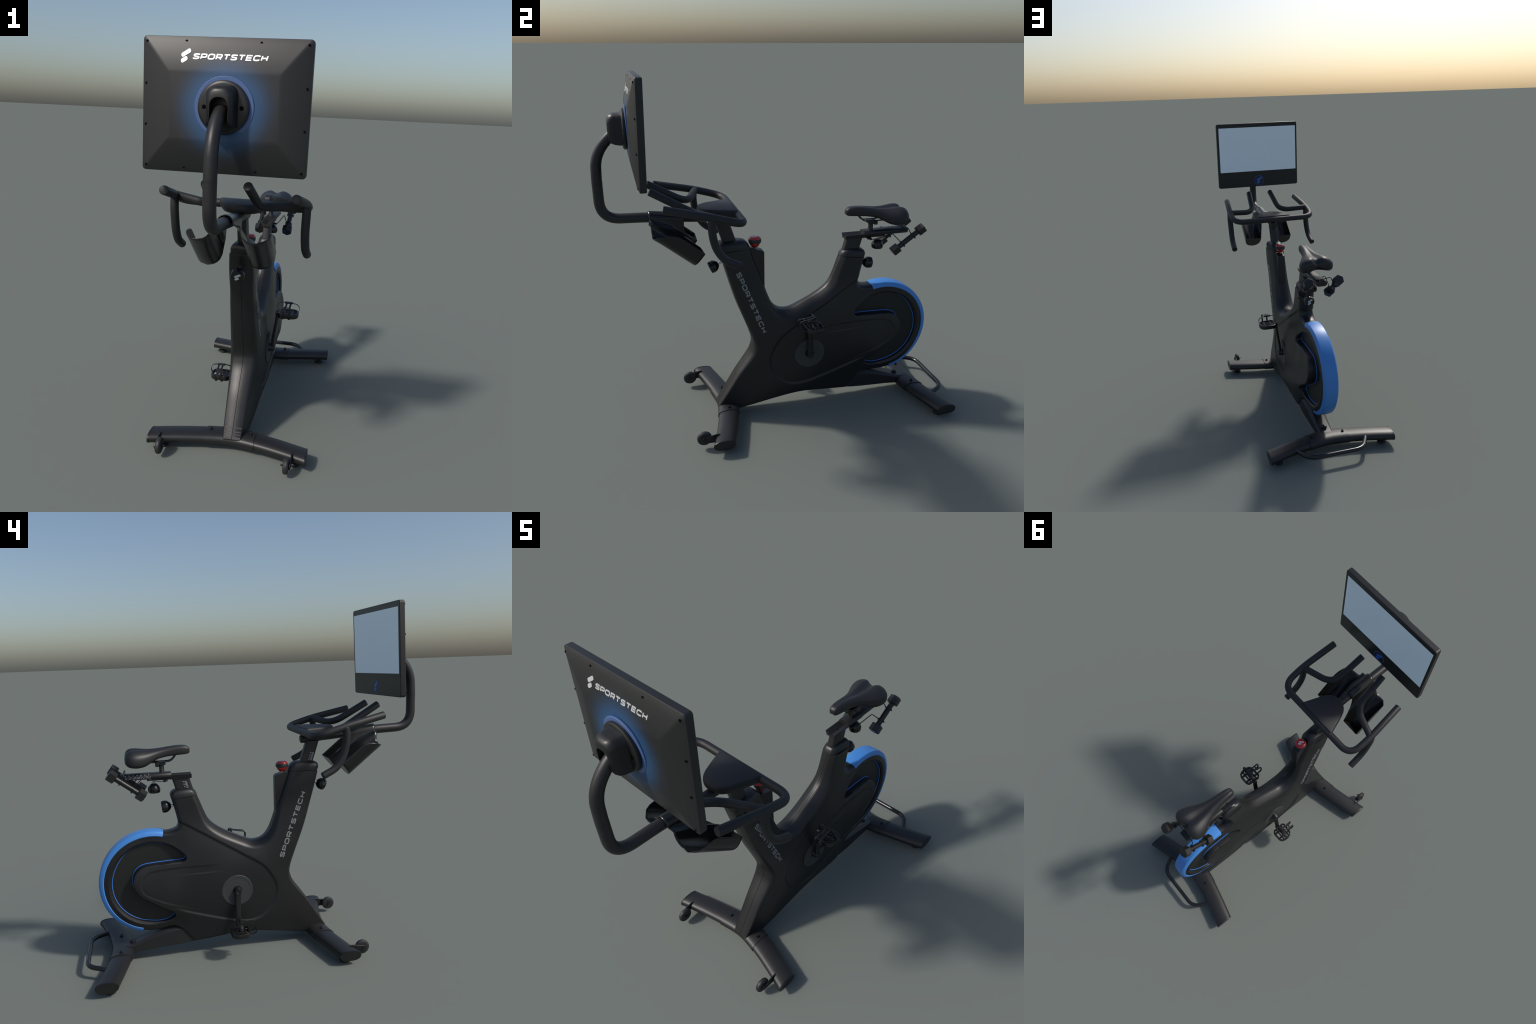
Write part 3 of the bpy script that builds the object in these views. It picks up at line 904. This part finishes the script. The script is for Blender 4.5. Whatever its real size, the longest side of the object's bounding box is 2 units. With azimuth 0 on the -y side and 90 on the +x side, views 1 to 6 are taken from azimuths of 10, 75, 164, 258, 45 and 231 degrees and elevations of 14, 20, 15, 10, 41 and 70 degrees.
MX = .006
tilt = lambda z: -.740 + (z - 1.956) * (.013 / .504)      # front plane of the screen
def scr(x, z, d):           # d = distance behind the front plane
    return (MX + x, tilt(z) - d, z)
zc, hz, hw = 1.704, .2535, .3280
def srect(w, h, r, d):
    return [scr(q[0], zc + q[1], d) for q in rrect(w, h, r, 5)]
secs = [srect(hw - .004, hz - .004, .012, -.0005), srect(hw - .0015, hz - .0015, .013, .001), srect(hw, hz, .014, .004), srect(hw, hz, .014, .028), srect(hw - .0015, hz - .0015, .013, .0315),
        srect(hw - .006, hz - .006, .011, .0335)]
inner = [(-.212, -.125), (.212, -.125), (.212, .125), (-.212, .125)]
secs.insert(6, srect(hw - .022, hz - .022, .010, .0415)); secs.append(srect(.222, .133, .008, .0625)); secs.append(srect(.210, .121, .008, .0640))
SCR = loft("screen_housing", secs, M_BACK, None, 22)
prism_pts = rrect(.3125, .174, .002, 2)
zs = 1.751
vs = [scr(q[0] - .001, zs + q[1], .0) for q in prism_pts] + [scr(q[0] - .001, zs + q[1], -.0013) for q in prism_pts]
n = len(prism_pts)
mesh("display", vs, [tuple(range(n)), tuple(range(n, 2 * n))] + [(i, (i + 1) % n, n + (i + 1) % n, n + i) for i in range(n)], M_SCREEN, SCR, 30)
# lower bezel: speaker panel, a little proud, leaving a joint line
def plate(name, x0, x1, z0, z1, d0, d1, mat, r=.004):
    pts = [( (x0 + x1) / 2 + q[0], (z0 + z1) / 2 + q[1]) for q in rrect((x1 - x0) / 2, (z1 - z0) / 2, r, 4)]
    k = len(pts)
    v = [scr(a, b, d0) for a, b in pts] + [scr(a, b, d1) for a, b in pts]
    return mesh(name, v, [tuple(range(k)), tuple(range(k, 2 * k))] + [(i, (i + 1) % k, k + (i + 1) % k, k + i) for i in range(k)], mat, SCR, 30)
plate("bezel", -hw + .003, hw - .003, 1.5645, 1.9535, .002, -.0008, M_BEZEL, .010)
plate("speaker_panel", -hw + .003, hw - .003, 1.4545, 1.5620, .002, -.0008, M_BEZEL, .010)
lathe("camera_lens", [(0, .003), (.0012, .003), (.0016, .002)], scr(0, 1.9405, .0006), (0, 1, 0), M_DARK_DISC, SCR, 12)
lc = 1.499
ring = [scr(-.001 + .039 * math.cos(2 * math.pi * k / 56), lc + .039 * math.sin(2 * math.pi * k / 56), -.0006) for k in range(56)]
tube("logo_ring", ring, .0013, M_LOGO_BLUE, SCR, 8, closed=True)
emblem(lambda u, v, d: scr(-.001 - u, lc + v, -.0008 - d), .051, M_LOGO_BLUE, SCR, .0008)

# screws round the back edge
bs = None
for (x, z) in [(-.309, 1.936), (.309, 1.936), (-.309, 1.472), (.309, 1.472), (-.154, 1.939), (.132, 1.939), (-.154, 1.470), (.132, 1.470), (-.311, 1.782), (.311, 1.782), (-.311, 1.628), (.311, 1.628)]:
    p = scr(x, z, .0398)
    if bs is None:
        bs = lathe("screw", [(-.006, .0052), (.0004, .0052), (.0009, .0040)], (0, 0, 0), (0, -1, 0), M_DARK_DISC, SCR, 14)
        bs.matrix_world = Matrix.Translation(p)
    else: copy_of(bs, Matrix.Translation(p))

# word and mark on the sloping upper back
def back_place(x, z, d):
    dep = .0415 + (.0625 - .0415) * ((zc + hz - .022) - z) / (hz - .022 - .133)
    return (x, tilt(z) - dep - d * .95, z + d * .27)
lettering("word", lambda u, v, d: back_place(-.117 + u, 1.8755 + v, d), .279, .0164, .30, .28, M_WHITE, SCR, .0018, .40)
emblem(lambda u, v, d: back_place(-.148 + u * .84, 1.884 + v, d), .047, M_WHITE, SCR, .0018)

# mount: glowing ring, dome plate, arched hood
yb = tilt(1.70) - .064
lathe("light_ring", [(-.002, .1145), (.003, .1145), (.0045, .1125), (.0045, .090)], (*[MOUNT[0]], yb, MOUNT[1]), (0, -1, -.026), M_GLOW_RING, SCR, 72)
MNT = lathe("screen_mount", [(0, .094), (.004, .0985), (.010, .0995), (.015, .098), (.019, .093), (.0205, .086), (.021, .05), (.021, .01)], (MOUNT[0], yb - .0035, MOUNT[1]), (0, -1, 0), M_PLASTIC, None, 64)
for s in (1, -1):
    lathe("mount_screw", [(-.004, .0085), (.0004, .0085), (.0008, .007)], (MOUNT[0] + s * .072, yb - .0242, MOUNT[1]), (0, -1, 0), M_DARK_DISC, MNT, 16)
def arch(hwid, top, r, bottom):
    pts = [(hwid, bottom)]
    for k in range(9):
        a = math.radians(90 * k / 8); pts.append((hwid - r + r * math.cos(a), top - r + r * math.sin(a)))
    for k in range(9):
        a = math.radians(90 + 90 * k / 8); pts.append((-hwid + r + r * math.cos(a), top - r + r * math.sin(a)))
    pts.append((-hwid, bottom))
    return pts
ys = [(-.828, 0.006, 1.632), (-.845, 0.001, 1.630), (-.870, 0.0, 1.634), (-.886, -.004, 1.640), (-.896, -.011, 1.648), (-.902, -.020, 1.660)]
outer = [[(MOUNT[0] + a, y, b) for a, b in arch(.054 + g, 1.780 + g, .034, bt)] for y, g, bt in ys]
innr = [[(MOUNT[0] + a, y, b) for a, b in arch(.034, 1.738, .030, max(bt, 1.60))] for y, g, bt in ys]
k = len(outer[0]); V = [v for s in outer for v in s] + [v for s in innr for v in s]; off = k * len(ys); F = []
for i in range(len(ys) - 1):
    for q in range(k - 1):
        F.append((i * k + q, i * k + q + 1, (i + 1) * k + q + 1, (i + 1) * k + q))
        F.append((off + i * k + q, off + (i + 1) * k + q, off + (i + 1) * k + q + 1, off + i * k + q + 1))
    for q in (0, k - 1):
        F.append((i * k + q, (i + 1) * k + q, off + (i + 1) * k + q, off + i * k + q))
e = (len(ys) - 1) * k
for q in range(k - 1): F.append((e + q, e + q + 1, off + e + q + 1, off + e + q))
mesh("mount_hood", V, F, M_PLASTIC, MNT, 50)

# ------------------------------------------------------------------ seat column
SP = slanted_post("seat_post", (.394, .965), (.417, 1.050), .049, .022, .012, M_STEEL, None)
marks((CX - .022, .382, 1.022), (0, -.25, -.97), (0, 1, 0), (-1, 0, 0), 8, .0050, SP)
# lower rail: open channel; upper slide: stadium bar
secs = [[(CX - .002 + a, y, 1.0515 + b) for a, b in [(-.034, .013), (-.024, -.012), (.024, -.012), (.034, .013), (.030, .0135), (.0, -.002), (-.030, .0135)]] for y in (.354, .40, .60)]
RAIL = loft("seat_rail", secs, M_STEEL, None, 25)
lathe("rail_dark_disc", [(0, .0062), (.0012, .0062)], (.007, .416, 1.0500), (0, 0, 1), M_DARK_DISC, RAIL, 16)  # solid dark disc laid on the rail in place of an opening
SL = sweep("seat_slide", [(CX - .002, .466, 1.0635), (CX - .002, .470, 1.0635), (CX - .002, .55, 1.0640), (CX - .002, .735, 1.0655), (CX - .002, .742, 1.0655)], rrect(.0345, .0165, .0155, 5), M_STEEL, None, smooth=45, scale=[.93, 1, 1, 1, .93])
marks((CX - .0370, .716, 1.056), (0, -1, 0), (0, 0, 1), (-1, 0, 0), 20, .0070, SL)
sp_c = (.0115, .515)
lathe("saddle_stem", [(0, .0165), (.004, .0145), (.05, .0135), (.066, .0135)], (*sp_c, 1.074), (0, 0.02, 1), M_STEEL, SL, 24)
box("saddle_clamp", (sp_c[0], .514, 1.131), (.019, .021, .010), M_PLASTIC, SL, .003)
box("saddle_clamp", (sp_c[0], .540, 1.124), (.022, .010, .011), M_PLASTIC, SL, .003)
for s in (1, -1):
    tube("saddle_rail", fillet([(.0125 + s * .012, .432, 1.176), (.0125 + s * .020, .462, 1.140), (.0125 + s * .022, .56, 1.139), (.0125 + s * .05, .68, 1.150)], .02, 5), .0036, M_PLASTIC, SL, 10)

# saddle
SX = .0128
def saddle():
    ys =   [.3555, .3575, .363, .375, .395, .430, .470, .510, .550, .585, .615, .645, .675, .700, .720, .734, .7405]
    w =    [.009, .0155, .021, .0255, .0285, .0315, .0350, .0420, .0540, .0700, .0850, .0980, .1055, .1060, .0980, .082, .058]
    top =  [1.203, 1.211, 1.218, 1.2245, 1.2275, 1.2275, 1.223, 1.218, 1.214, 1.213, 1.214, 1.217, 1.2195, 1.2195, 1.2145, 1.204, 1.190]
    bot =  [1.186, 1.179, 1.174, 1.1705, 1.169, 1.1675, 1.165, 1.160, 1.150, 1.130, 1.1115, 1.1030, 1.1015, 1.1050, 1.1140, 1.127, 1.143]
    secs = []
    ys = [y if y < .5 else .5 + (y - .5) * .895 for y in ys]
    top = [z + .001 * float(smoothstep((y - .55) / .1)) for y, z in zip(ys, top)]
    bot = [z + .008 * float(smoothstep((y - .56) / .1)) for y, z in zip(ys, bot)]
    for y, ww, zt, zb in zip(ys, w, top, bot):
        g = smoothstep((y - .46) / .2); g = float(g)      # how far the rear lobes have formed
        ring = []
        N = 48
        for k in range(N):
            a = 2 * math.pi * k / N
            c, s_ = math.cos(a), math.sin(a)
            ex = 2.6 if s_ > 0 else 3.0
            x = ww * math.copysign(abs(c) ** (2 / ex), c)
            zm = zb + (zt - zb) * (.50 - .10 * g)
            if s_ >= 0:
                z = zm + (zt - zm) * abs(s_) ** (2 / ex)
                z -= (0.003 + .018 * g) * math.exp(-(x / (.010 + .011 * g)) ** 2) * abs(s_)
                z -= .010 * g * (abs(x) / ww) ** 3 * abs(s_)
            else:
                z = zm - (zm - zb) * abs(s_) ** (2 / ex)
                inner = math.exp(-(x / (ww * .62)) ** 4)
                z += (.008 + .034 * g) * inner * abs(s_) * min(1, (zt - zb) / .06) * (1 - .8 * float(smoothstep((y - .665) / .04)))
            yy = y - .028 * max(0, (y - .635) / .08) * math.exp(-(x / .026) ** 2)
            ring.append((.009 + .028 * (y - .36) + x, yy, z))
        secs.append(ring)
    ob = loft("saddle", secs, M_LEATHER, None, 70)
    md = ob.modifiers.new("soft", 'SUBSURF'); md.levels = 1; md.render_levels = 1
    return ob
SAD = saddle()
# ------------------------------------------------------------------ knobs
def knob(origin, axis, stem, R_=.0345, tilt_e=0):
    """origin = centre of the flat face"""
    a = Vector(axis).normalized()
    ob = lathe("adjusting_knob", [(0, .004), (0, R_ * .84), (-.0015, R_ * .92), (-.006, R_ * .985), (-.020, R_), (-.030, R_ * .95), (-.040, R_ * .78), (-.048, R_ * .55), (-.053, R_ * .34), (-.0535, .006)], origin, a, M_GLOSS, None, 48, 28, 6, .05)
    lathe("knob_shaft", [(-.050, .0065), (-.050 - stem, .0065)], origin, a, M_SILVER, ob, 16)
    if abs(a.z) < .9:
        right = Vector((0, 0, 1)).cross(a).normalized(); upv = a.cross(right)
        o = Vector(origin)
        emblem(lambda u, v, d: tuple(o + right * u + upv * v + a * (d - .0002)), R_ * 1.0, M_PRINT, ob, .001)
    return ob
knob((.016, .529, .879), (0, .99, -.10), .025)
knob((.009, -.428, .936), (0, -.90, -.42), .035)
knob((.014, .564, .966), (0, .0, -1), .025)

# ------------------------------------------------------------------ dumb-bells in their wire rack
RACK = box("dumbbell_rack", (.010, .500, 1.036), (.040, .012, .004), M_PLASTIC, None, .0015)
for s, c0, c1 in ((1, (.101, .637, .977), (.108, .783, 1.088)), (-1, (-.076, .637, .977), (-.078, .784, 1.089))):
    a, b = Vector(c0), Vector(c1)
    d = (b - a).normalized()
    L = (b - a).length
    def hexhead(o, dr):
        """hexagonal weight, chamfered at its faces"""
        side = d.cross(Vector((1, 0, 0))).normalized(); xx = side.cross(d).normalized()
        secs = []
        for t, r in ((-.0225, .0285), (-.0190, .0325), (.0190, .0325), (.0225, .0285)):
            secs.append([tuple(o + d * t + (xx * math.cos(math.radians(60 * q + 30)) + side * math.sin(math.radians(60 * q + 30))) * r) for q in range(6)])
        return secs
    grip = tube("dumbbell", [a + d * .01, a + d * .03, a + d * (L * .5), b - d * .03, b - d * .01], .0150, M_PLASTIC, None, 20)
    loft("dumbbell_weight", hexhead(a, d), M_PLASTIC, grip, 20)
    loft("dumbbell_weight", hexhead(b, d), M_PLASTIC, grip, 20)
    for t in (.30, .70):
        o = a + d * L * t
        lathe("grip_ring", [(-.003, .0165), (-.002, .0175), (.002, .0175), (.003, .0165)], o, d, M_PLASTIC, grip, 20)
    # wire cradle: from under the slide out to two loops round the grip
    side = d.cross(Vector((1, 0, 0))).normalized()
    if side.z < 0: side = -side
    for t, lead in ((.28, [(.012 + s * .036, .500, 1.030), (.012 + s * .046, .565, 1.040), (.012 + s * .068, .617, 1.073)]),
                    (.70, [(.012 + s * .004, .716, 1.0835), (.012 + s * .068, .718, 1.094)])):
        o = a + d * L * t
        xin = Vector((1, 0, 0)) * s
        loop = [o + (xin * math.cos(math.radians(q)) * .0205 + side * math.sin(math.radians(q)) * .0205) for q in range(130, 390, 20)]
        pth = fillet([Vector(q) for q in lead] + [loop[0]], .012, 4) + loop[1:]
        tube("rack_wire", pth, .0026, M_PLASTIC, RACK, 8)

bpy.context.view_layer.update()
